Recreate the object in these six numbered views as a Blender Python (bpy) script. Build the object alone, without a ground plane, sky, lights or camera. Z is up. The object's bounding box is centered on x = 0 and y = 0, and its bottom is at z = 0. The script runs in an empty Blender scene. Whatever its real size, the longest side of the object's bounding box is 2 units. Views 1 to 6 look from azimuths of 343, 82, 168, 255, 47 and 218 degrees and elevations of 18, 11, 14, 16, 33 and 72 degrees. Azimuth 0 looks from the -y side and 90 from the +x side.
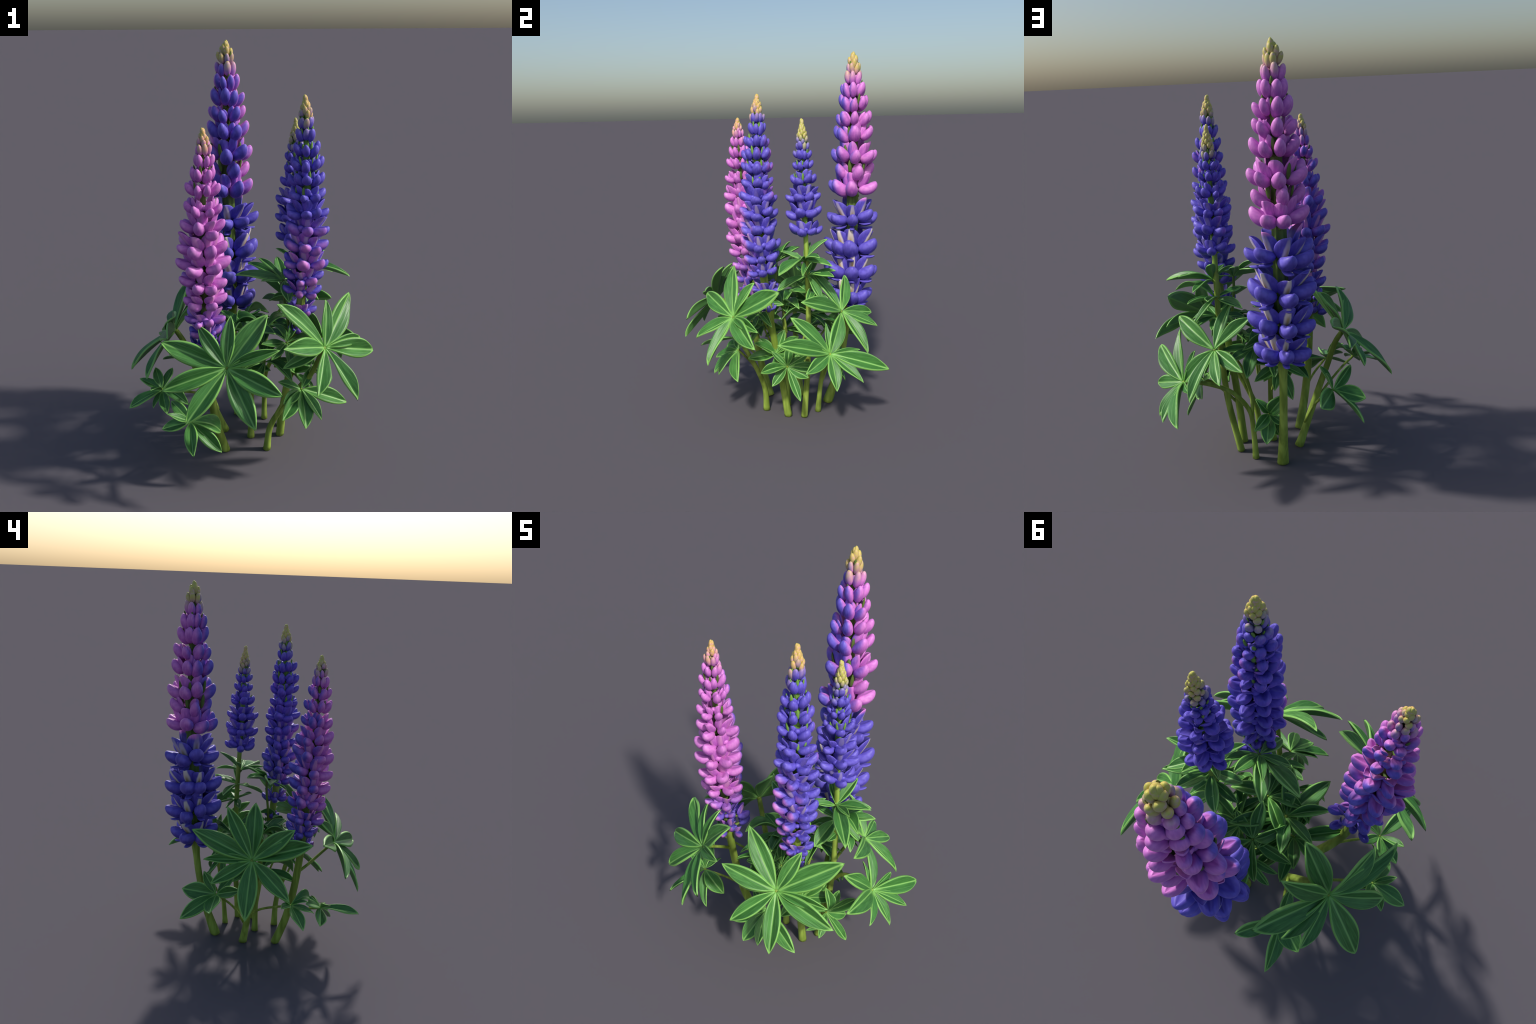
"""A clump of four flowering lupines with palmate leaves, built part by part."""
import bpy, math, random
import numpy as np
from mathutils import Vector, Matrix

random.seed(7)
RNG = random.Random(11)
TAU = math.tau


# ------------------------------------------------------------------ helpers
def lin(r, g, b):
    f = lambda c: c / 12.92 if c <= 0.04045 else ((c + 0.055) / 1.055) ** 2.4
    return (f(r / 255), f(g / 255), f(b / 255), 1.0)


def lerp(a, b, t):
    return a + (b - a) * t


def clamp(x, a=0.0, b=1.0):
    return max(a, min(b, x))


def smooth_path(points, n):
    """Catmull-Rom through the control points, n samples."""
    P = [np.array(p, float) for p in points]
    P = [2 * P[0] - P[1]] + P + [2 * P[-1] - P[-2]]
    segs = len(P) - 3
    out = []
    for i in range(n):
        t = i / (n - 1) * segs
        k = min(int(t), segs - 1)
        u = t - k
        a, b, c, d = P[k:k + 4]
        out.append(0.5 * ((2 * b) + (c - a) * u + (2 * a - 5 * b + 4 * c - d) * u * u + (3 * b - a - 3 * c + d) * u ** 3))
    return np.array(out)


def make_mesh(name, verts, faces, mats, slots=None):
    me = bpy.data.meshes.new(name)
    me.from_pydata([tuple(map(float, v)) for v in verts], [], faces)
    for m in mats:
        me.materials.append(m)
    me.polygons.foreach_set("use_smooth", [True] * len(faces))
    if slots:
        me.polygons.foreach_set("material_index", slots)
    me.update()
    return me


def add_object(name, data, parent=None):
    ob = bpy.data.objects.new(name, data)
    bpy.context.scene.collection.objects.link(ob)
    if parent is not None:
        ob.parent = parent
    return ob


class Builder:
    """Collects lofted pieces into one mesh."""

    def __init__(self):
        self.v, self.f, self.s = [], [], []

    def loft(self, rings, slot=0, closed_ends=True):
        base = len(self.v)
        nr = len(rings[0])
        for r in rings:
            self.v.extend(r)
        for i in range(len(rings) - 1):
            for j in range(nr):
                a = base + i * nr + j
                b = base + i * nr + (j + 1) % nr
                self.f.append((a, b, b + nr, a + nr))
                self.s.append(slot)
        if closed_ends:
            for i, rev in ((0, True), (len(rings) - 1, False)):
                c = len(self.v)
                self.v.append(np.mean(rings[i], axis=0))
                for j in range(nr):
                    a = base + i * nr + j
                    b = base + i * nr + (j + 1) % nr
                    self.f.append((b, a, c) if rev else (a, b, c))
                    self.s.append(slot)

    def transform_add(self, other, M):
        base = len(self.v)
        R = np.array(M.to_3x3())
        t = np.array(M.translation)
        self.v.extend([R @ np.array(p) + t for p in other.v])
        self.f.extend([tuple(base + i for i in f) for f in other.f])
        self.s.extend(other.s)

    def mesh(self, name, mats):
        self.v = [(p[0], p[1], max(p[2], 0.0)) for p in self.v] if name in ("flower_spike", "palmate_leaf") else self.v
        return make_mesh(name, self.v, self.f, mats, self.s)


def tube_rings(path, radii, nr=16, ribs=None):
    """Rings of a tube along a path (parallel transported frame)."""
    path = np.array(path)
    n = len(path)
    T = np.gradient(path, axis=0)
    T /= np.linalg.norm(T, axis=1)[:, None]
    ref = np.array((1.0, 0, 0)) if abs(T[0][0]) < 0.9 else np.array((0, 1.0, 0))
    rings = []
    for i in range(n):
        x = ref - T[i] * (ref @ T[i])
        x /= np.linalg.norm(x)
        ref = x
        y = np.cross(T[i], x)
        ring = []
        for j in range(nr):
            a = TAU * j / nr
            k = 1.0 if ribs is None else 1.0 + ribs[i] * math.cos(7 * a)
            ring.append(path[i] + radii[i] * k * (math.cos(a) * x + math.sin(a) * y))
        rings.append(ring)
    return rings


# ------------------------------------------------------------------ materials
class Nodes:
    def __init__(self, name):
        self.mat = bpy.data.materials.new(name)
        self.mat.use_nodes = True
        self.t = self.mat.node_tree
        self.bsdf = self.t.nodes["Principled BSDF"]

    def new(self, kind, **props):
        n = self.t.nodes.new(kind)
        for k, v in props.items():
            setattr(n, k, v)
        return n

    def link(self, a, b):
        self.t.links.new(a, b)

    def put(self, sock, val):
        if isinstance(val, bpy.types.NodeSocket):
            self.link(val, sock)
        else:
            sock.default_value = val

    def math(self, op, a, b=0.0, c=0.0, clampit=False):
        n = self.new("ShaderNodeMath", operation=op, use_clamp=clampit)
        self.put(n.inputs[0], a)
        self.put(n.inputs[1], b)
        self.put(n.inputs[2], c)
        return n.outputs[0]

    def add(self, a, b):
        return self.math("ADD", a, b)

    def mul(self, a, b):
        return self.math("MULTIPLY", a, b)

    def step(self, x, lo, hi):
        n = self.new("ShaderNodeMapRange", interpolation_type="SMOOTHSTEP")
        self.put(n.inputs[0], x)
        n.inputs[1].default_value = lo
        n.inputs[2].default_value = hi
        return n.outputs[0]

    def mix(self, fac, a, b, blend="MIX"):
        n = self.new("ShaderNodeMix", data_type="RGBA", blend_type=blend)
        self.put(n.inputs["Factor"], fac)
        self.put(n.inputs[6], a)
        self.put(n.inputs[7], b)
        return n.outputs[2]

    def noise(self, vec, scale, detail=3.0, stretch=(1, 1, 1)):
        m = self.new("ShaderNodeMapping")
        m.inputs["Scale"].default_value = stretch
        self.link(vec, m.inputs[0])
        n = self.new("ShaderNodeTexNoise")
        n.inputs["Scale"].default_value = scale
        n.inputs["Detail"].default_value = detail
        self.link(m.outputs[0], n.inputs["Vector"])
        return n.outputs[0]

    def xyz(self, vec):
        n = self.new("ShaderNodeSeparateXYZ")
        self.link(vec, n.inputs[0])
        return n.outputs

    def finish(self, colour, rough=0.5, spec=0.35, bump=None, strength=0.2, dist=0.002):
        self.link(colour, self.bsdf.inputs["Base Color"])
        self.put(self.bsdf.inputs["Roughness"], rough)
        self.bsdf.inputs["Specular IOR Level"].default_value = spec
        if bump is not None:
            b = self.new("ShaderNodeBump")
            b.inputs["Strength"].default_value = strength
            b.inputs["Distance"].default_value = dist
            self.link(bump, b.inputs["Height"])
            self.link(b.outputs[0], self.bsdf.inputs["Normal"])
        return self.mat


BLUE = lin(110, 98, 206)
BLUE_DEEP = lin(70, 59, 160)
BLUE_PALE = lin(142, 130, 234)
PINK = lin(222, 136, 216)
PINK_DEEP = lin(172, 90, 186)
PINK_PALE = lin(242, 172, 234)
TIP_GREEN = lin(192, 190, 96)
TIP_WARM = lin(224, 168, 104)
CREAM = lin(230, 218, 206)
YELLOW = lin(206, 176, 84)


def petal_material(name, axis, lobes, tip_low, tip_high, warm, banner=False, stripe=None, pale=CREAM):
    """Blue petals with pink sides.  lobes: list of (direction xy, offset, z_low, z_high, fade)."""
    N = Nodes(name)
    geo = N.new("ShaderNodeNewGeometry")
    tex = N.new("ShaderNodeTexCoord")
    px, py, pz = N.xyz(geo.outputs["Position"])
    nx, ny, nz = N.xyz(geo.outputs["Normal"])
    rnd = N.new("ShaderNodeObjectInfo").outputs["Random"]
    jitter = N.add(N.mul(N.add(rnd, -0.5), 0.30), N.mul(N.add(N.noise(tex.outputs["Object"], 2.2, 3), -0.5), 0.4))
    vx = N.add(N.mul(nx, 0.40), N.mul(N.add(px, -axis[0]), 5.0))
    vy = N.add(N.mul(ny, 0.40), N.mul(N.add(py, -axis[1]), 5.0))
    pink = None
    for d, off, z0, z1, fade in lobes:
        val = N.add(N.add(N.mul(vx, d[0]), N.mul(vy, d[1])), N.add(jitter, off))
        m = N.step(val, -0.34, 0.34)
        m = N.mul(m, N.step(pz, z0 - fade, z0 + fade))
        m = N.mul(m, N.math("SUBTRACT", 1.0, N.step(pz, z1 - fade, z1 + fade)))
        pink = m if pink is None else N.math("MAXIMUM", pink, m)
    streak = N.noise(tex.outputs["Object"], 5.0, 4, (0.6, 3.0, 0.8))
    face_up = N.step(N.xyz(tex.outputs["Normal"])[2], -0.55, 0.10)  # undersides take the deep colour: self-shadow painted onto the petals
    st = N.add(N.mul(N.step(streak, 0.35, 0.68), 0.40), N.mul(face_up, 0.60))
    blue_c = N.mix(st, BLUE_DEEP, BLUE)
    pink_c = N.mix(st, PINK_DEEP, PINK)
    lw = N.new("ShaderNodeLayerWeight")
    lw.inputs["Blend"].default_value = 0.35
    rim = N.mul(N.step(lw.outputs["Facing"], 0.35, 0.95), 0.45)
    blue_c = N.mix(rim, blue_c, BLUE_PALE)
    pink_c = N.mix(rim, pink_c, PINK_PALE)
    patch = N.mul(N.step(N.noise(tex.outputs["Object"], 2.6, 2), 0.52, 0.68), N.mul(face_up, 0.34))  # soft highlights painted as pale blotches on upward faces
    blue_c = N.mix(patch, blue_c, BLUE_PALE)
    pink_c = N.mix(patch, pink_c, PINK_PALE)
    if pink is None:
        col = blue_c
    else:
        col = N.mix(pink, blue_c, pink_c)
    if banner and stripe is not None:
        ox, oy, oz = N.xyz(tex.outputs["Object"])
        onx, ony, onz = N.xyz(tex.outputs["Normal"])
        ay = N.math("ABSOLUTE", oy)
        m = N.math("SUBTRACT", 1.0, N.step(N.add(ay, N.mul(N.math("MAXIMUM", N.add(oz, -0.55), 0.0), 0.16)), 0.085, 0.14))
        m = N.mul(m, N.step(onx, 0.1, 0.45))
        m = N.mul(m, N.math("SUBTRACT", 1.0, N.step(oz, 0.86, 1.0)))
        m = N.mul(m, N.step(N.math("SUBTRACT", stripe[1], pz), -0.05, 0.12))
        m = N.mul(m, stripe[0])
        yel = N.math("SUBTRACT", 1.0, N.step(oz, 0.42, 0.75))
        yel = N.mul(yel, N.math("SUBTRACT", 1.0, N.step(ay, 0.0, 0.10)))
        col = N.mix(m, col, N.mix(N.mul(yel, stripe[2]), pale, YELLOW))
    # unopened tip: green, with warm sunlight tinted into the colour of the sun-facing side
    side = N.step(N.add(N.mul(nx, warm[0]), N.mul(ny, warm[1])), -0.2, 0.9)
    tip_c = N.mix(N.mul(side, warm[2]), TIP_GREEN, TIP_WARM)
    tip_c = N.mix(N.mul(N.step(N.noise(tex.outputs["Object"], 3.0, 2), 0.48, 0.68), 0.32), tip_c, pink_c if lobes else blue_c)
    tj = N.add(pz, N.mul(N.add(rnd, -0.5), 0.06))
    tip = N.step(N.add(tj, N.mul(N.add(N.noise(tex.outputs["Object"], 2.0, 2), -0.5), 0.06)), tip_low, tip_high)
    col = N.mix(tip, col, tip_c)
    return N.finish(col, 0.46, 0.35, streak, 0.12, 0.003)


def stem_material(name, spike_dark=(64, 88, 38), spike_light=(108, 136, 62), z0=0.45, z1=0.9):
    N = Nodes(name)
    geo = N.new("ShaderNodeNewGeometry")
    px, py, pz = N.xyz(geo.outputs["Position"])
    n1 = N.noise(geo.outputs["Position"], 9.0, 4, (4, 4, 0.6))
    c = N.mix(N.step(n1, 0.35, 0.7), lin(120, 144, 54), lin(164, 190, 84))
    up = N.step(pz, z0, z1)
    c = N.mix(up, c, N.mix(n1, lin(*spike_dark), lin(*spike_light)))
    return N.finish(c, 0.5, 0.3, n1, 0.15, 0.002)


LEAF_A, LEAF_B = 1.10, 0.96
LEAF_NORM = (LEAF_A / (LEAF_A + LEAF_B)) ** LEAF_A * (LEAF_B / (LEAF_A + LEAF_B)) ** LEAF_B


def leaf_profile(t):
    return 0.5 * (max(t, 0) ** LEAF_A * max(1 - t, 0) ** LEAF_B) / LEAF_NORM + 0.035 * (1 - t)


def leaf_material(name):
    N = Nodes(name)
    tex = N.new("ShaderNodeTexCoord")
    x, y, z = N.xyz(tex.outputs["Object"])
    onx, ony, onz = N.xyz(tex.outputs["Normal"])
    rnd = N.new("ShaderNodeObjectInfo").outputs["Random"]
    xc = N.math("MINIMUM", N.math("MAXIMUM", x, 0.0005), 0.9995)
    inv = N.math("SUBTRACT", 1.0, xc)
    prof = N.mul(N.mul(N.math("POWER", xc, LEAF_A), N.math("POWER", inv, LEAF_B)), 0.5 / LEAF_NORM)
    prof = N.add(prof, N.mul(inv, 0.035))
    ay = N.math("ABSOLUTE", y)
    u = N.math("DIVIDE", ay, prof)
    # the pale band keeps about the same width all along the edge
    gap = N.math("SUBTRACT", prof, ay)
    wob = N.mul(N.add(N.noise(tex.outputs["Object"], 5.0, 3), -0.5), 0.05)
    gap = N.add(gap, wob)
    edge = N.math("SUBTRACT", 1.0, N.step(gap, 0.055, 0.105))
    rib = N.math("SUBTRACT", 1.0, N.step(N.add(ay, N.mul(wob, 0.3)), 0.014, 0.055))
    base = N.math("SUBTRACT", 1.0, N.step(x, 0.02, 0.22))
    streak = N.noise(tex.outputs["Object"], 4.0, 4, (1.2, 7.0, 1))
    mott = N.noise(tex.outputs["Object"], 2.5, 3)
    green = N.mix(N.step(N.add(N.mul(streak, 0.6), N.mul(mott, 0.4)), 0.32, 0.68), lin(56, 104, 46), lin(84, 143, 70))
    pale_line = N.mul(N.step(streak, 0.55, 0.72), 0.3)
    green = N.mix(pale_line, green, lin(112, 164, 92))
    hue = N.mul(rnd, 0.35)
    green = N.mix(hue, green, lin(58, 122, 54))
    col = N.mix(N.mul(edge, 0.9), green, lin(138, 197, 98))
    col = N.mix(N.mul(rib, 0.75), col, lin(142, 196, 104))
    col = N.mix(N.mul(base, 0.45), col, lin(126, 182, 96))
    under = N.step(N.mul(onz, -1.0), 0.0, 0.3)
    col = N.mix(N.mul(under, 0.45), col, lin(96, 140, 84))
    return N.finish(col, 0.42, 0.4, streak, 0.15, 0.006)


STEM = stem_material("stem_green")
STEM_FRESH = stem_material("stem_fresh_green", (84, 130, 44), (138, 182, 84), 0.9, 1.2)
LEAF = leaf_material("leaflet_green")


# ------------------------------------------------------------------ floret
def loft_petal(B, slot, start, angle, curl, length, width, height, p=0.55, q=0.45, groove=0.0, sweep=0.0,
               ridge=0.0, ns=13, nr=16, side=0.0):
    """A plump petal: ellipse rings along a curve in the xz plane."""
    pos = np.array(start, float)
    norm = (p / (p + q)) ** p * (q / (p + q)) ** q
    rings = []
    prev = 0.0
    for i in range(ns):
        s = 0.5 - 0.5 * math.cos(math.pi * (0.03 + 0.94 * i / (ns - 1)))
        a = angle + curl * s * s
        T = np.array((math.cos(a), 0, math.sin(a)))
        U = np.array((-math.sin(a), 0, math.cos(a)))
        pos = pos + T * length * (s - prev)
        prev = s
        r = s ** p * (1 - s) ** q / norm
        ring = []
        for j in range(nr):
            th = TAU * j / nr
            c, sn = math.cos(th), math.sin(th)
            h = height * r * sn
            if groove and sn > 0:
                h -= groove * height * r * math.exp(-(c / 0.32) ** 2)
            if ridge and sn < 0:
                h -= ridge * height * r * math.exp(-(c / 0.35) ** 2)
            h += sweep * width * r * c * c
            ring.append(pos + U * h + np.array((0, width * r * c + side * s, 0)))
        rings.append(ring)
    B.loft(rings, slot)


def floret_mesh(name, o, mats, seed, keel=False):
    """One pea flower of unit length; o = 0 is a closed bud, 1 is fully open.  +x points away from the stem."""
    r = random.Random(seed)
    B = Builder()
    rad = math.radians
    j = lambda a: r.uniform(-a, a)
    pod = rad(lerp(72, 4, o ** 0.8) + j(5))
    curl = rad(lerp(16, 66, clamp(o * 1.6)) + j(6))
    w = lerp(0.24, 0.275, o) * (1 + j(0.08))
    h = lerp(0.24, 0.285, o) * (1 + j(0.06))
    # wings, joined in front as a plump pouch
    loft_petal(B, 0, (0.0, 0, 0.0), pod, curl, 1.04 + j(0.05), w, h, 0.50, lerp(0.55, 0.60, o), groove=lerp(0.06, 0.50, o), nr=24, ns=18, side=j(0.07))
    pts = np.array(B.v)
    reach, mid = pts[:, 0].max(), 0.5 * (pts[:, 2].min() + pts[:, 2].max())
    # stalk and calyx
    loft_petal(B, 2, (-0.50, 0, -0.10), rad(lerp(50, 6, o)), rad(16), 0.80, 0.10, 0.10, 0.3, 0.5, nr=10, ns=9)
    # banner petal behind and above, its sides folded back
    bl = lerp(0.80, 1.04, o) * (1 + j(0.08))
    ba = rad(lerp(86, 68, o) + j(6))
    loft_petal(B, 1, (lerp(-0.06, 0.14, o), 0, lerp(0.02, 0.06, o)), ba, rad(lerp(4, -18, o)), bl,
               lerp(0.16, 0.30, o), lerp(0.13, 0.085, o), 0.55, 0.66, sweep=lerp(0.10, 0.62, o), ridge=lerp(0, 0.70, o), nr=20, ns=14, side=j(0.14))
    if keel:
        loft_petal(B, 0, (0.06, 0, -0.24), rad(-14), rad(36), 0.74, 0.13, 0.065, 0.5, 0.45, nr=12, ns=10)
    return B.mesh(name, mats), reach, mid


def bud_mesh(name, mats, seed, slim=1.0):
    r = random.Random(seed)
    B = Builder()
    loft_petal(B, 0, (0, 0, -0.5), math.radians(86), math.radians(8), 1.0, 0.27 * slim, 0.25 * slim, 0.55, 0.6, groove=0.12, nr=14, ns=12)
    loft_petal(B, 2, (-0.05, 0, -0.58), math.radians(84), math.radians(8), 0.6, 0.2 * slim, 0.2 * slim, 0.4, 0.7, nr=10, ns=7)
    return B.mesh(name, mats)


# ------------------------------------------------------------------ flower spikes
def flower_spike(plant, spec):
    path = smooth_path(spec["axis"], 90)
    zs = path[:, 2]
    ax = lambda z: np.array([np.interp(z, zs, path[:, 0]), np.interp(z, zs, path[:, 1]), z])
    rz, rr = zip(*spec["stem"])
    radii = [np.interp(z, rz, rr) for z in zs]
    ribs = [spec["ribs"] * clamp((z - spec["spike_low"]) * 8) for z in zs]
    B = Builder()
    tip = spec["axis"][-1]
    k = [i for i in range(len(zs)) if zs[i] < tip[2] - 0.02]
    B.loft(tube_rings(path[k], [radii[i] for i in k], 42, [ribs[i] for i in k]))
    stem = add_object("flower_spike", B.mesh("flower_spike", [spec["green"]]), plant)
    mats = [spec["petal"], spec["banner"], spec["green"]]
    rng = random.Random(spec["seed"])
    extra = Builder()

    def place(mesh, name, az, z, r0, L, pitch=0.0, roll=0.0, wide=1.0):
        c = ax(z)
        d = ax(z + 0.05) - ax(z - 0.05)
        up = Vector(d).normalized()
        out = Vector((math.cos(az), math.sin(az), 0))
        out = (out - up * out.dot(up)).normalized()
        M = Matrix((out, up.cross(out), up)).transposed().to_4x4()
        M = M @ Matrix.Rotation(-pitch, 4, "Y") @ Matrix.Rotation(roll, 4, "Z")
        M = Matrix.Translation(Vector(c) + out * r0) @ M @ Matrix.Diagonal((L, L * wide, L, 1))
        if name is None:
            extra.transform_add(mesh, M)
        else:
            ob = add_object(name, mesh, stem)
            ob.matrix_world = M
        return M

    # whorls of florets
    for wi, (z, R, o, count) in enumerate(spec["whorls"]):
        rs = np.interp(z, rz, rr)
        L = R * (lerp(1.30, 0.88, o / 0.4) if o < 0.4 else lerp(0.88, 0.80, (o - 0.4) / 0.6)) * spec.get("swell", 1.0)
        name = "floret" if o > 0.3 else "flower_bud"
        kinds = [floret_mesh(name, o, mats, spec["seed"] * 100 + wi * 5 + v, keel=spec["keel"] and o > 0.94) for v in range(3)]
        twist = rng.uniform(-0.05, 0.05)
        for k in range(count):
            az = math.radians(spec["phase"]) + TAU * k / count + twist + rng.uniform(-0.05, 0.05)
            s = rng.uniform(0.87, 1.12)
            me, reach, mid = rng.choice(kinds)
            L1 = L * s
            r0 = max(rs * 0.7, R * rng.uniform(0.95, 1.04) - reach * L1)
            place(me, name, az, z - mid * L1 + rng.uniform(-1, 1) * 0.11 * L, r0, L1,
                  rng.uniform(-0.17, 0.17), rng.uniform(-0.26, 0.26), rng.uniform(0.92, 1.12) * spec.get("wide", 1.0))
        # green sepals standing between the florets
        if o < 0.9:
            b = Builder()
            loft_petal(b, 2, (0, 0, 0), math.radians(80), math.radians(8), 1.0, 0.15, 0.10, 0.5, 0.6, nr=10, ns=8)
            for k in range(count):
                if rng.random() < spec["sepals"]:
                    az = math.radians(spec["phase"]) + TAU * (k + 0.5) / count + twist + rng.uniform(-0.2, 0.2)
                    place(b, None, az, z - 0.1 * L, max(rs, 0.50 * R), L * rng.uniform(0.6, 0.8), -0.1, rng.uniform(-0.4, 0.4))
        # small unopened side buds in the gaps
        if spec["nubs"] and o > 0.2:
            b = Builder()
            loft_petal(b, 0, (0, 0, 0), math.radians(25), math.radians(30), 1.0, 0.33, 0.3, 0.5, 0.45, nr=12, ns=10)
            for k in range(count):
                if rng.random() < spec["nubs"]:
                    az = math.radians(spec["phase"]) + TAU * (k + 0.5) / count + twist + rng.uniform(-0.1, 0.1)
                    place(b, None, az, z - 0.008 + rng.uniform(-0.012, 0.012), rs * 0.9, L * rng.uniform(0.5, 0.66))
    # loose florets that hang off one side below the spike
    if spec.get("loose"):
        me, reach, mid = floret_mesh("floret", 0.9, mats, spec["seed"] * 77)
        for az, z, R, L in spec["loose"]:
            place(me, "floret", math.radians(az), z, R - L, L, rng.uniform(-0.3, 0.1), rng.uniform(-0.3, 0.3))
    # cone of unopened buds, set in a spiral
    z0, z1, n, r_low, L0, L1, slim = spec["cone"]
    bm = [bud_mesh("flower_bud", [spec["petal"], spec["petal"], spec["green"]], spec["seed"] * 31 + v, slim) for v in range(2)]
    for i in range(n):
        f = i / (n - 1)
        z = lerp(z0, z1, f ** 0.9)
        L = lerp(L0, L1, f)
        R = lerp(r_low, 0.003, f ** 1.25)
        az = i * 2.39996 + rng.uniform(-0.1, 0.1)
        place(bm[i % 2], "flower_bud", az, z, max(0.002, R - 0.22 * L * slim), L * rng.uniform(0.92, 1.08), -lerp(0.26, 0.05, f), rng.uniform(-0.3, 0.3))
    if extra.v:
        ob = add_object("side_buds", extra.mesh("side_buds", mats), stem)
        ob["kind"] = "stuff"
    return stem


A_AXIS = (0.03, 0.40)
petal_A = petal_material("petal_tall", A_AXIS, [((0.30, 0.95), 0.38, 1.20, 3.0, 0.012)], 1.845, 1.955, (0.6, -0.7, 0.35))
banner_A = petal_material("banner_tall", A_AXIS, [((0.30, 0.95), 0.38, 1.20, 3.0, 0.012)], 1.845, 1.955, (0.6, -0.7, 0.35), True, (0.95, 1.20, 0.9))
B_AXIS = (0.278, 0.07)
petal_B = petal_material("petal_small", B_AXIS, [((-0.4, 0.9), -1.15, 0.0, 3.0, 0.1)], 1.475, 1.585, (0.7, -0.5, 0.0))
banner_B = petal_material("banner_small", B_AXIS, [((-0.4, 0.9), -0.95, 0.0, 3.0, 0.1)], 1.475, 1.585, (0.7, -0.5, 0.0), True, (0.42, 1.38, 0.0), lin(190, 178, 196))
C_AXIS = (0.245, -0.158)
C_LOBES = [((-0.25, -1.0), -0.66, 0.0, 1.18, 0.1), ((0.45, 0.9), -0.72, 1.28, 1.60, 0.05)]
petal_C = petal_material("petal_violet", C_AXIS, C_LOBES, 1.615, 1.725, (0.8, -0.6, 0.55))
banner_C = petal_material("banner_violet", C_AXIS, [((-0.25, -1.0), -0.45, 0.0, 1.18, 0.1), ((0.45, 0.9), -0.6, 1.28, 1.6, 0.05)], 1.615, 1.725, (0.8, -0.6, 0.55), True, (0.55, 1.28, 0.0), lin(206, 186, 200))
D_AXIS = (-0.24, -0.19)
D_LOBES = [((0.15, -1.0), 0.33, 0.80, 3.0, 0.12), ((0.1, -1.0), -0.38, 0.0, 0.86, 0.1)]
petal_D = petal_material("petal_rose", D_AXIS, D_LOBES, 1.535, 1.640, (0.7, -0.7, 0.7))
banner_D = petal_material("banner_rose", D_AXIS, D_LOBES, 1.535, 1.640, (0.7, -0.7, 0.7), True, (0.6, 1.32, 0.0), lin(224, 160, 204))

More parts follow.
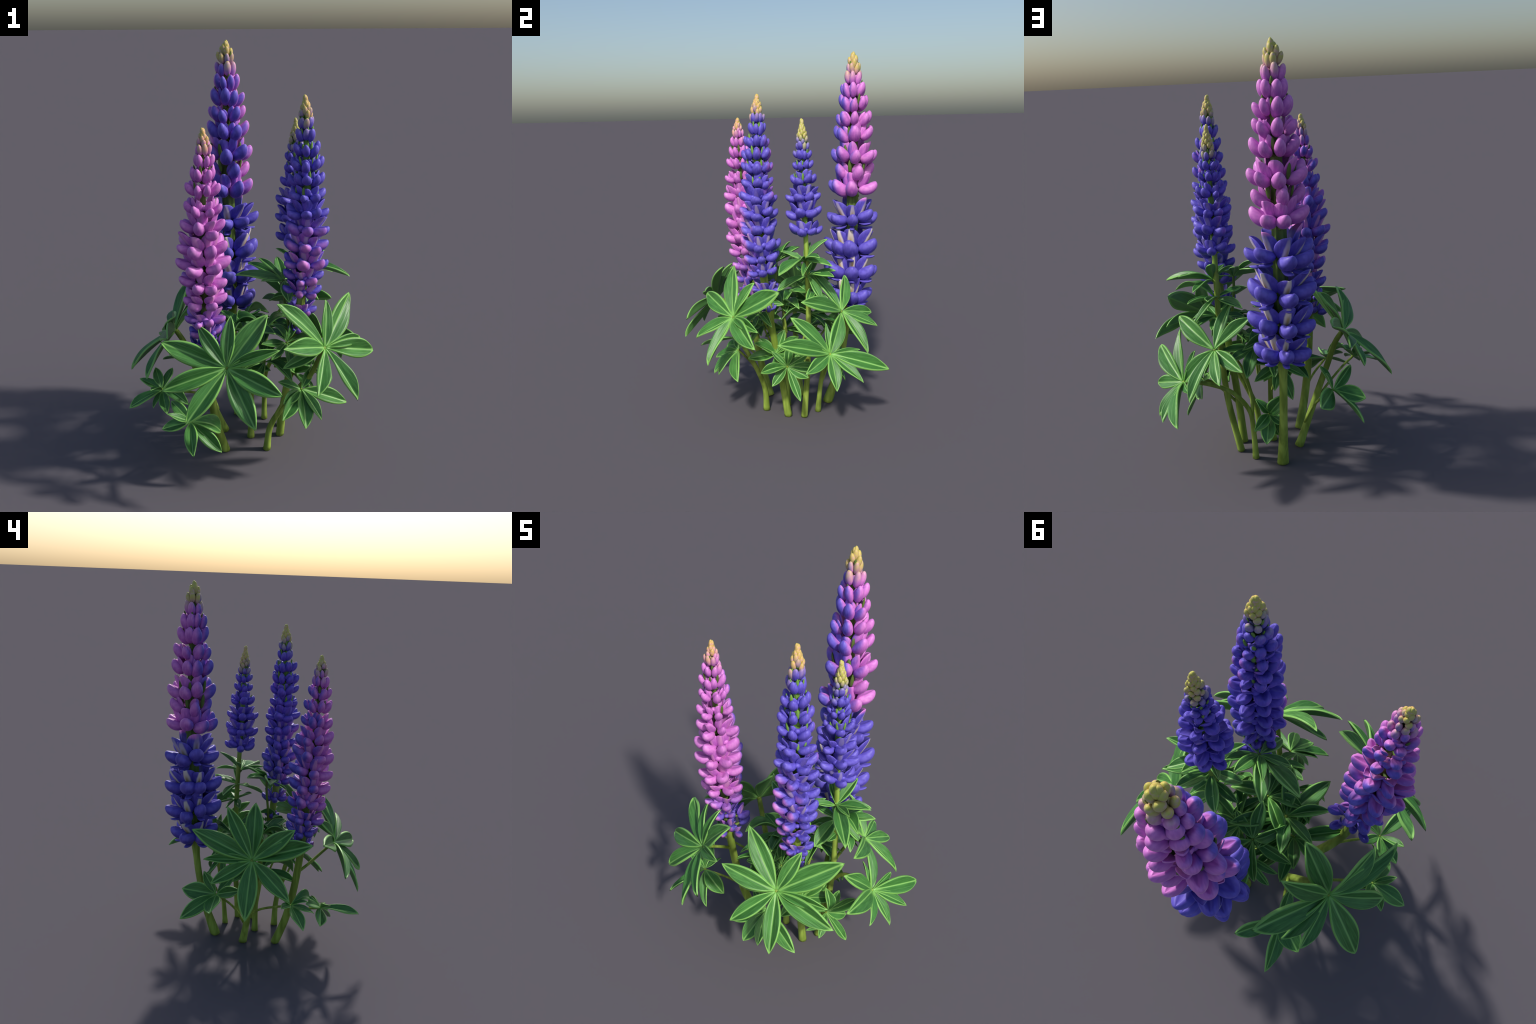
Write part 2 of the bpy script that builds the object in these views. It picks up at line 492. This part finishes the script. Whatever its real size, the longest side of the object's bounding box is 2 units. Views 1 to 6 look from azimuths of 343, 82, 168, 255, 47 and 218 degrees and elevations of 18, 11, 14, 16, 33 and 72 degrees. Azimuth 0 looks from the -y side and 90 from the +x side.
SPIKES = [
    dict(seed=1, green=STEM, sepals=0.35, petal=petal_A, banner=banner_A, phase=92, ribs=0.09, spike_low=0.62, nubs=0.0, keel=True, wide=1.04,
         axis=[(.03, .25, 0), (.034, .314, .2), (.034, .354, .4), (.034, .376, .6), (.032, .388, .8), (.03, .395, 1.0), (.029, .400, 1.2), (.028, .404, 1.5), (.027, .402, 1.8), (.027, .399, 2.0)],
         stem=[(0, .029), (.12, .023), (.3, .019), (.5, .019), (.6, .026), (.75, .031), (1.2, .031), (1.5, .024), (1.8, .013), (2.0, .006)],
         whorls=[(.645, .140, 1.0, 7), (.790, .153, 1.0, 7), (.935, .163, 1.0, 7), (1.100, .150, .95, 7), (1.265, .142, .92, 7), (1.360, .118, .60, 4), (1.440, .132, .80, 7),
                 (1.552, .113, .58, 7), (1.642, .100, .42, 7), (1.722, .086, .28, 7), (1.796, .069, .12, 7), (1.862, .053, .0, 6), (1.912, .043, .0, 6)],
         cone=(1.934, 1.974, 9, .033, .058, .052, .95)),
    dict(seed=2, green=STEM_FRESH, sepals=0.7, petal=petal_B, banner=banner_B, phase=14, ribs=0.03, spike_low=1.03, nubs=0.9, keel=False, wide=1.16,
         axis=[(.209, .073, 0), (.24, .079, .165), (.265, .085, .33), (.279, .087, .55), (.281, .086, .75), (.279, .08, .95), (.278, .075, 1.1), (.276, .068, 1.3), (.276, .062, 1.653)],
         stem=[(0, .019), (.1, .0165), (.4, .015), (1.03, .013), (1.25, .015), (1.45, .010), (1.653, .004)],
         whorls=[(1.075, .094, 1.0, 7), (1.165, .097, 1.0, 7), (1.255, .092, .97, 7), (1.340, .076, .85, 7), (1.412, .057, .5, 7), (1.467, .050, .3, 7), (1.512, .037, .1, 7)],
         cone=(1.535, 1.636, 34, .031, .034, .03, 1.05)),
    dict(seed=3, green=STEM_FRESH, sepals=0.8, petal=petal_C, banner=banner_C, phase=-9, ribs=0.05, spike_low=0.6, nubs=0.7, keel=False, wide=1.14,
         axis=[(.18, -.013, 0), (.188, -.041, .178), (.202, -.072, .356), (.218, -.103, .534), (.233, -.13, .712), (.244, -.151, .889), (.250, -.162, 1.067), (.251, -.168, 1.245), (.248, -.168, 1.423), (.242, -.165, 1.6), (.237, -.16, 1.779)],
         stem=[(0, .022), (.1, .0195), (.4, .018), (.6, .019), (.8, .021), (1.2, .021), (1.45, .016), (1.65, .009), (1.779, .004)],
         whorls=[(.648, .045, .8, 4), (.755, .080, .95, 6), (.868, .092, 1.0, 6), (.930, .098, 1.0, 6), (1.006, .109, 1.0, 7), (1.092, .104, 1.0, 7), (1.172, .104, 1.0, 7), (1.250, .099, .95, 7),
                 (1.330, .086, .8, 7), (1.408, .080, .6, 7), (1.474, .078, .5, 7), (1.536, .066, .3, 7), (1.602, .048, .08, 7), (1.654, .038, 0, 7)],
         cone=(1.685, 1.760, 26, .031, .040, .036, 1.05)),
    dict(seed=4, green=STEM, sepals=0.35, petal=petal_D, banner=banner_D, phase=-77, ribs=0.05, spike_low=0.6, nubs=0.5, keel=False,
         axis=[(-.132, -.067, 0), (-.179, -.107, .166), (-.209, -.133, .332), (-.227, -.15, .498), (-.237, -.162, .664), (-.241, -.172, .831), (-.243, -.182, .997), (-.242, -.192, 1.163), (-.241, -.202, 1.329), (-.239, -.209, 1.495), (-.236, -.211, 1.661)],
         stem=[(0, .024), (.1, .022), (.4, .020), (.8, .0195), (1.1, .017), (1.35, .012), (1.661, .004)],
         whorls=[(.640, .064, .95, 4), (.715, .084, 1.0, 5), (.795, .098, 1.0, 7), (.885, .108, 1.0, 7), (.975, .114, 1.0, 7), (1.060, .121, 1.0, 7), (1.142, .119, .97, 7), (1.228, .106, .9, 7),
                 (1.318, .089, .65, 7), (1.402, .075, .42, 7), (1.470, .061, .22, 7), (1.526, .046, .06, 7), (1.568, .036, 0, 7)],
         cone=(1.59, 1.645, 18, .029, .036, .034, 1.05), loose=[(25, .70, .135, .075), (-25, .66, .12, .065), (50, .63, .125, .07), (5, .605, .11, .06), (-60, .62, .10, .06), (150, .62, .11, .065)]),
]


# ------------------------------------------------------------------ leaves
def leaflet_mesh(name, arch, droop, fold, twist, seed, nx=26, half=8):
    """Unit leaflet: length along x, full width 1 across y; thin blade with rounded rim and raised midrib."""
    r = random.Random(seed)
    ph = r.uniform(0, TAU)
    wav = r.uniform(0.4, 1.0)
    top, bot = [], []
    us = [math.copysign(abs(k / half) ** 0.8, k) for k in range(-half, half + 1)]
    B_v, faces = [], []
    for i in range(nx + 1):
        t = (i / nx) ** 1.0
        w = leaf_profile(t)
        zc = arch * 4 * t * (1 - t) * (0.7 + 0.6 * (1 - t)) - droop * (t ** 3 - t)
        row_t, row_b = [], []
        for u in us:
            y = u * w
            au = abs(u)
            z = zc + fold * au * w * (1 - 0.55 * au) + twist * y * (t - 0.4)
            z += 0.012 * wav * math.sin(9 * t + ph + (2.0 if u > 0 else 0)) * au * au
            relief = 0.016 * math.exp(-((au - 0.80) / 0.16) ** 2) + 0.014 * math.exp(-(y / 0.035) ** 2) - 0.006 * math.exp(-((abs(y) - 0.075) / 0.035) ** 2)
            env = min(1.0, 12 * w)
            thick = 0.011 * math.sqrt(max(0.0, 1 - au ** 6))
            row_t.append((t, y, z + relief * env + thick * env))
            row_b.append((t, y, z + 0.3 * relief * env - thick * env))
        B_v.append(row_t + row_b[::-1])
    n = len(us)
    verts = [p for row in B_v for p in row]
    m = 2 * n
    for i in range(nx):
        for j in range(m):
            a = i * m + j
            b = i * m + (j + 1) % m
            faces.append((a, b, b + m, a + m))
    faces.append(tuple(range(m))[::-1])
    faces.append(tuple(nx * m + j for j in range(m)))
    faces = [f[::-1] for f in faces]
    return make_mesh(name, verts, faces, [LEAF])


LEAFLETS = [leaflet_mesh("leaflet", a, d, f, tw, i) for i, (a, d, f, tw) in enumerate([
    (0.015, 0.00, 0.34, 0.10), (0.028, 0.01, 0.26, -0.15), (0.008, 0.00, 0.44, 0.16), (0.034, 0.01, 0.34, -0.10), (0.020, 0.02, 0.40, 0.0), (0.006, -0.03, 0.30, 0.20)])]
CURLED = [leaflet_mesh("leaflet", a, d, f, tw, 20 + i) for i, (a, d, f, tw) in enumerate([
    (0.16, 0.16, 0.5, 0.6), (0.20, 0.10, 0.75, -0.6), (0.12, 0.22, 0.6, 0.2)])]


def palmate_leaf(plant, hub, normal, tips, petiole, radius=(0.014, 0.009), width=0.30, curl=0.0, seed=0):
    rng = random.Random(seed * 17 + 5)
    hub = Vector(hub)
    n = Vector(normal).normalized()
    B = Builder()
    if petiole:
        path = smooth_path(list(petiole) + [tuple(hub - n * 0.004)], 30)
        rad = [lerp(radius[0], radius[1], (i / 29) ** 0.7) for i in range(30)]
        if path[0][2] < 0.01:
            rad = [r * (1 + 0.22 * math.exp(-p[2] / 0.05)) for r, p in zip(rad, path)]
        B.loft(tube_rings(path, rad, 20))
    else:
        path = smooth_path([tuple(hub - n * 0.03), tuple(hub - n * 0.015), tuple(hub)], 6)
        B.loft(tube_rings(path, [0.006] * 6, 12))
    # little boss where the leaflets meet
    boss = [hub + n * d for d in (-0.010, -0.006, 0.0, 0.006, 0.009)]
    B.loft(tube_rings([tuple(p) for p in boss], [0.003, radius[1] * 0.9, radius[1] * 1.05, radius[1] * 0.8, 0.002], 14))
    leaf = add_object("palmate_leaf", B.mesh("palmate_leaf", [STEM]), plant)
    for tp in tips:
        wf = 1.0
        if len(tp) == 4:
            wf = tp[3]
        d = Vector(tp[:3]) - hub
        L = d.length
        x = d / L
        nn = n + Vector((rng.uniform(-.1, .1), rng.uniform(-.1, .1), rng.uniform(-.05, .1)))
        y = nn.cross(x)
        if y.length < 0.15:
            y = Vector((0, 0, 1)).cross(x)
        y.normalize()
        z = x.cross(y)
        W = L * width * wf * rng.uniform(0.93, 1.08)
        if L < 0.16:
            W *= 1.12
        M = Matrix((x * L, y * W, z * L)).transposed().to_4x4()
        M.translation = hub + x * 0.004 + n * rng.uniform(-0.002, 0.003)
        me = rng.choice(CURLED) if rng.random() < curl else rng.choice(LEAFLETS)
        ob = add_object("leaflet", me, leaf)
        ob.matrix_world = M
    return leaf


def fan(hub, normal, R, count, seed, cone=0.05, start=None, span=TAU):
    """Leaflet tips of a small leaf: a ring of tips about the hub."""
    rng = random.Random(seed)
    hub = Vector(hub)
    n = Vector(normal).normalized()
    a = n.orthogonal().normalized()
    b = n.cross(a)
    s = rng.uniform(0, TAU) if start is None else start
    out = []
    for i in range(count):
        th = s + span * i / count + rng.uniform(-0.22, 0.22)
        d = (a * math.cos(th) + b * math.sin(th) + n * (cone + rng.uniform(-0.22, 0.22))).normalized()
        out.append(tuple(hub + d * R * rng.uniform(0.68, 1.08)) + (rng.uniform(0.8, 1.15),))
    return out


# ------------------------------------------------------------------ the plant
plant = add_object("lupine_plant", None)
plant.empty_display_size = 0.1
plant["label"] = "clump of four lupine flower spikes, violet-blue and pink, palmate leaves"
plant["category"] = "garden plant"

for spec in SPIKES:
    flower_spike(plant, spec)

# five large leaves
palmate_leaf(plant, (-.190, -.360, .618), (-.383, -.762, .521),
             [(-.120, -.563, .412), (-.398, -.438, .418), (.027, -.447, .713, .72), (-.477, -.325, .534), (-.452, -.205, .711, 1.05), (.004, -.555, .549, 1.05), (.004, -.341, .841, 1.1), (-.286, -.235, .783), (-.146, -.275, .827)],
             [(-.224, -.148, .47), (-.222, -.21, .515), (-.205, -.30, .58)], (.0085, .0075), 0.30, 0.0, 1)
palmate_leaf(plant, (.291, -.317, .626), (.42, -.729, .54),
             [(.184, -.509, .495), (.400, -.466, .415, 1.05), (.579, -.244, .540), (.338, -.206, .819), (.519, -.219, .606, .75), (.073, -.284, .860), (.052, -.435, .708, 1.0), (.505, -.108, .803, 1.0), (.07, -.37, .58, .8)],
             [(.073, -.121, 0), (.088, -.130, .13), (.134, -.170, .25), (.195, -.225, .37), (.248, -.275, .48)], (.017, .011), 0.30, 0.0, 2)
palmate_leaf(plant, (.326, .256, .634), (.696, .393, .601),
             [(.465, .361, .442), (.232, .45, .592), (.337, .451, .545), (.463, .013, .735), (.213, .126, .82), (.471, .156, .444, 1.1), (.158, .315, .79)],
             [(.158, .185, .22), (.165, .215, .38), (.215, .25, .52), (.28, .262, .60)], (.009, .008), 0.30, 0.0, 3)
palmate_leaf(plant, (.474, .157, .452), (.827, .191, .528),
             [(.556, -.13, .545), (.531, .455, .368), (.598, .163, .3, 1.25), (.593, .009, .401, 1.2), (.457, -.04, .655), (.591, .301, .334), (.463, .319, .463, .7), (.41, .15, .60, .8)],
             [(.150, .165, 0), (.156, .178, .15), (.175, .195, .28), (.26, .195, .39), (.38, .175, .44)], (.0145, .009), 0.28, 0.0, 4)
palmate_leaf(plant, (-.325, .137, .604), (-.773, .257, .58),
             [(-.36, -.076, .772, 1.1), (-.549, .224, .382), (-.503, -.017, .443), (-.176, .242, .854, .9), (-.360, .362, .508, 1.05), (-.153, .081, .858, 1.0), (-.191, .432, .744), (-.415, -.162, .702, .95), (-.285, .386, .613, .75)],
             [(-.088, .112, 0), (-.153, .108, .172), (-.205, .108, .31), (-.25, .113, .43), (-.288, .122, .54)], (.020, .013), 0.30, 0.0, 5)

# lower and inner leaves: hub, facing, leaflet tips, stalk
palmate_leaf(plant, (-.435, -.047, .384), (-.35, -.15, .9),
             [(-.597, -.067, .326, 1.2), (-.491, -.103, .33), (-.44, -.178, .331), (-.336, -.185, .363), (-.53, .03, .42), (-.45, .04, .46), (-.37, .02, .455), (-.50, -.12, .43, .8)],
             [(-.16, .105, .20), (-.25, .06, .28), (-.36, -.01, .345)], (.007, .006), 0.34, 0.3, 6)
palmate_leaf(plant, (-.341, -.250, .307), (-.3, -.4, .85),
             [(-.467, -.207, .267, 1.2), (-.374, -.463, .264, .85), (-.221, -.346, .184), (-.449, -.259, .371, .9), (-.408, -.144, .37), (-.20, -.24, .22, 1.6), (-.30, -.17, .36)],
             [(-.19, -.115, .21), (-.25, -.17, .26)], (.007, .006), 0.34, 0.25, 7)
palmate_leaf(plant, (.361, -.047, .359), (.85, -.1, .5),
             [(.36, -.187, .333), (.402, -.134, .273), (.459, .003, .202, .7), (.404, .056, .306, 1.3), (.392, .139, .344, .9), (.342, .067, .414), (.33, -.02, .48), (.31, -.12, .43, .8)],
             [(.192, -.045, .20), (.25, -.05, .27), (.32, -.048, .34)], (.007, .007), 0.34, 0.15, 8)
palmate_leaf(plant, (.228, -.082, .385), (.6, -.3, .8),
             [(.27, -.21, .47), (.24, -.24, .375), (.30, .03, .50), (.36, .02, .41), (.33, -.09, .30), (.20, -.03, .51), (.25, .08, .39), (.17, -.17, .46)],
             [(.197, -.06, .28), (.21, -.072, .34)], (.007, .006), 0.36, 0.2, 9)
palmate_leaf(plant, (.191, -.286, .41), (.2, -.7, .7),
             [(.415, -.316, .317, .9), (.167, -.421, .282, 1.3), (.084, -.345, .381, 1.2), (.262, -.242, .50), (.083, -.27, .457), (.06, -.40, .33), (.25, -.40, .30)],
             [(.10, -.14, .18), (.13, -.21, .31)], (.007, .006), 0.34, 0.2, 10)
palmate_leaf(plant, (-.22, .30, .375), (-.75, .55, .5),
             [(-.115, .468, .374, 1.35), (-.302, .508, .294), (-.361, .363, .340, 1.7), (-.343, .199, .446, 1.1), (-.19, .20, .46), (-.17, .36, .49)],
             [(-.12, .115, .13), (-.16, .19, .26)], (.007, .006), 0.34, 0.15, 11)
palmate_leaf(plant, (.175, -.067, .887), (-.05, -.35, .9),
             [(.043, .086, .940), (-.050, -.020, .925), (.054, -.098, .910), (.184, .062, .965), (.245, .04, .945, .8), (.303, -.113, .86), (.163, -.185, .82, 1.3), (.08, .03, .98, .7)],
             [(.215, -.10, .54), (.19, -.085, .70), (.178, -.07, .80)], (.007, .007), 0.30, 0.0, 12)
palmate_leaf(plant, (.290, .067, .915), (.25, -.3, .92),
             [(.504, -.107, .891, .85), (.309, .187, 1.022), (.457, .110, .959, .9), (.41, .02, .94, .8), (.40, .186, .90, 1.1), (.221, -.05, .955, .8), (.20, .12, .99, .8)],
             None, (.006, .010), 0.30, 0.0, 13)
palmate_leaf(plant, (.287, .080, .83), (.2, .1, .97),
             [(.43, .19, .85), (.34, .22, .86, 1.1), (.16, .05, .86), (.47, .02, .87, .9), (.30, -.08, .76, 1.5), (.18, .19, .80), (.40, .13, .72)],
             None, (.006, .010), 0.30, 0.2, 14)
palmate_leaf(plant, (.287, .084, .74), (.4, .4, .8), fan((.287, .084, .74), (.2, .3, .95), .13, 7, 3, -.1), None, (.006, .010), 0.30, 0.2, 15)
palmate_leaf(plant, (-.01, .0, .62), (-.1, -.1, 1),
             [(.15, .16, .62), (.004, .165, .60), (.158, -.009, .60), (-.055, -.232, .59), (-.135, -.127, .62), (.10, -.17, .66), (-.16, .03, .64), (-.09, .14, .68)],
             [(.027, .012, 0), (.032, .010, .17), (.027, .004, .34), (.012, .0, .52)], (.0165, .009), 0.30, 0.2, 16)
palmate_leaf(plant, (-.06, .01, .43), (-.1, .05, 1),
             [(.087, .156, .40), (-.015, .224, .42), (-.13, .19, .40), (-.206, -.145, .40), (-.267, .027, .42), (-.02, -.19, .38), (.09, -.12, .44), (-.15, .13, .50)],
             [(.027, .006, .30), (-.01, .006, .37)], (.007, .006), 0.30, 0.2, 17)
palmate_leaf(plant, (.085, .245, .27), (.1, .9, .5),
             [(.01, .30, .39), (.17, .30, .22), (.12, .33, .16), (.03, .31, .24), (.05, .28, .17), (.15, .25, .36, .8)],
             [(.153, .175, .14), (.12, .215, .21)], (.006, .005), 0.42, 0.2, 18)

# small leaves that fill the heart of the clump
FILL = [((.12, .13, .57), (.1, .3, .9), .20, 8), ((.04, .15, .60), (-.2, .5, .8), .18, 7), ((.16, -.16, .60), (.2, -.5, .8), .17, 7), ((.10, -.02, .62), (0, 0, 1), .19, 8),
        ((.06, -.13, .50), (0, -.5, .8), .19, 7), ((.02, .20, .50), (0, .6, .7), .18, 8), 
        
        ]
for i, (hub, n, R, c) in enumerate(FILL):
    root = (.6 * hub[0] + .4 * .08, .6 * hub[1] + .4 * .03, hub[2] - .16)
    mid = (.85 * hub[0] + .15 * .08, .85 * hub[1] + .15 * .03, hub[2] - .06)
    palmate_leaf(plant, hub, n, fan(hub, n, R, c, 40 + i, -.05), [root, mid], (.006, .005), 0.29, 0.25, 30 + i)
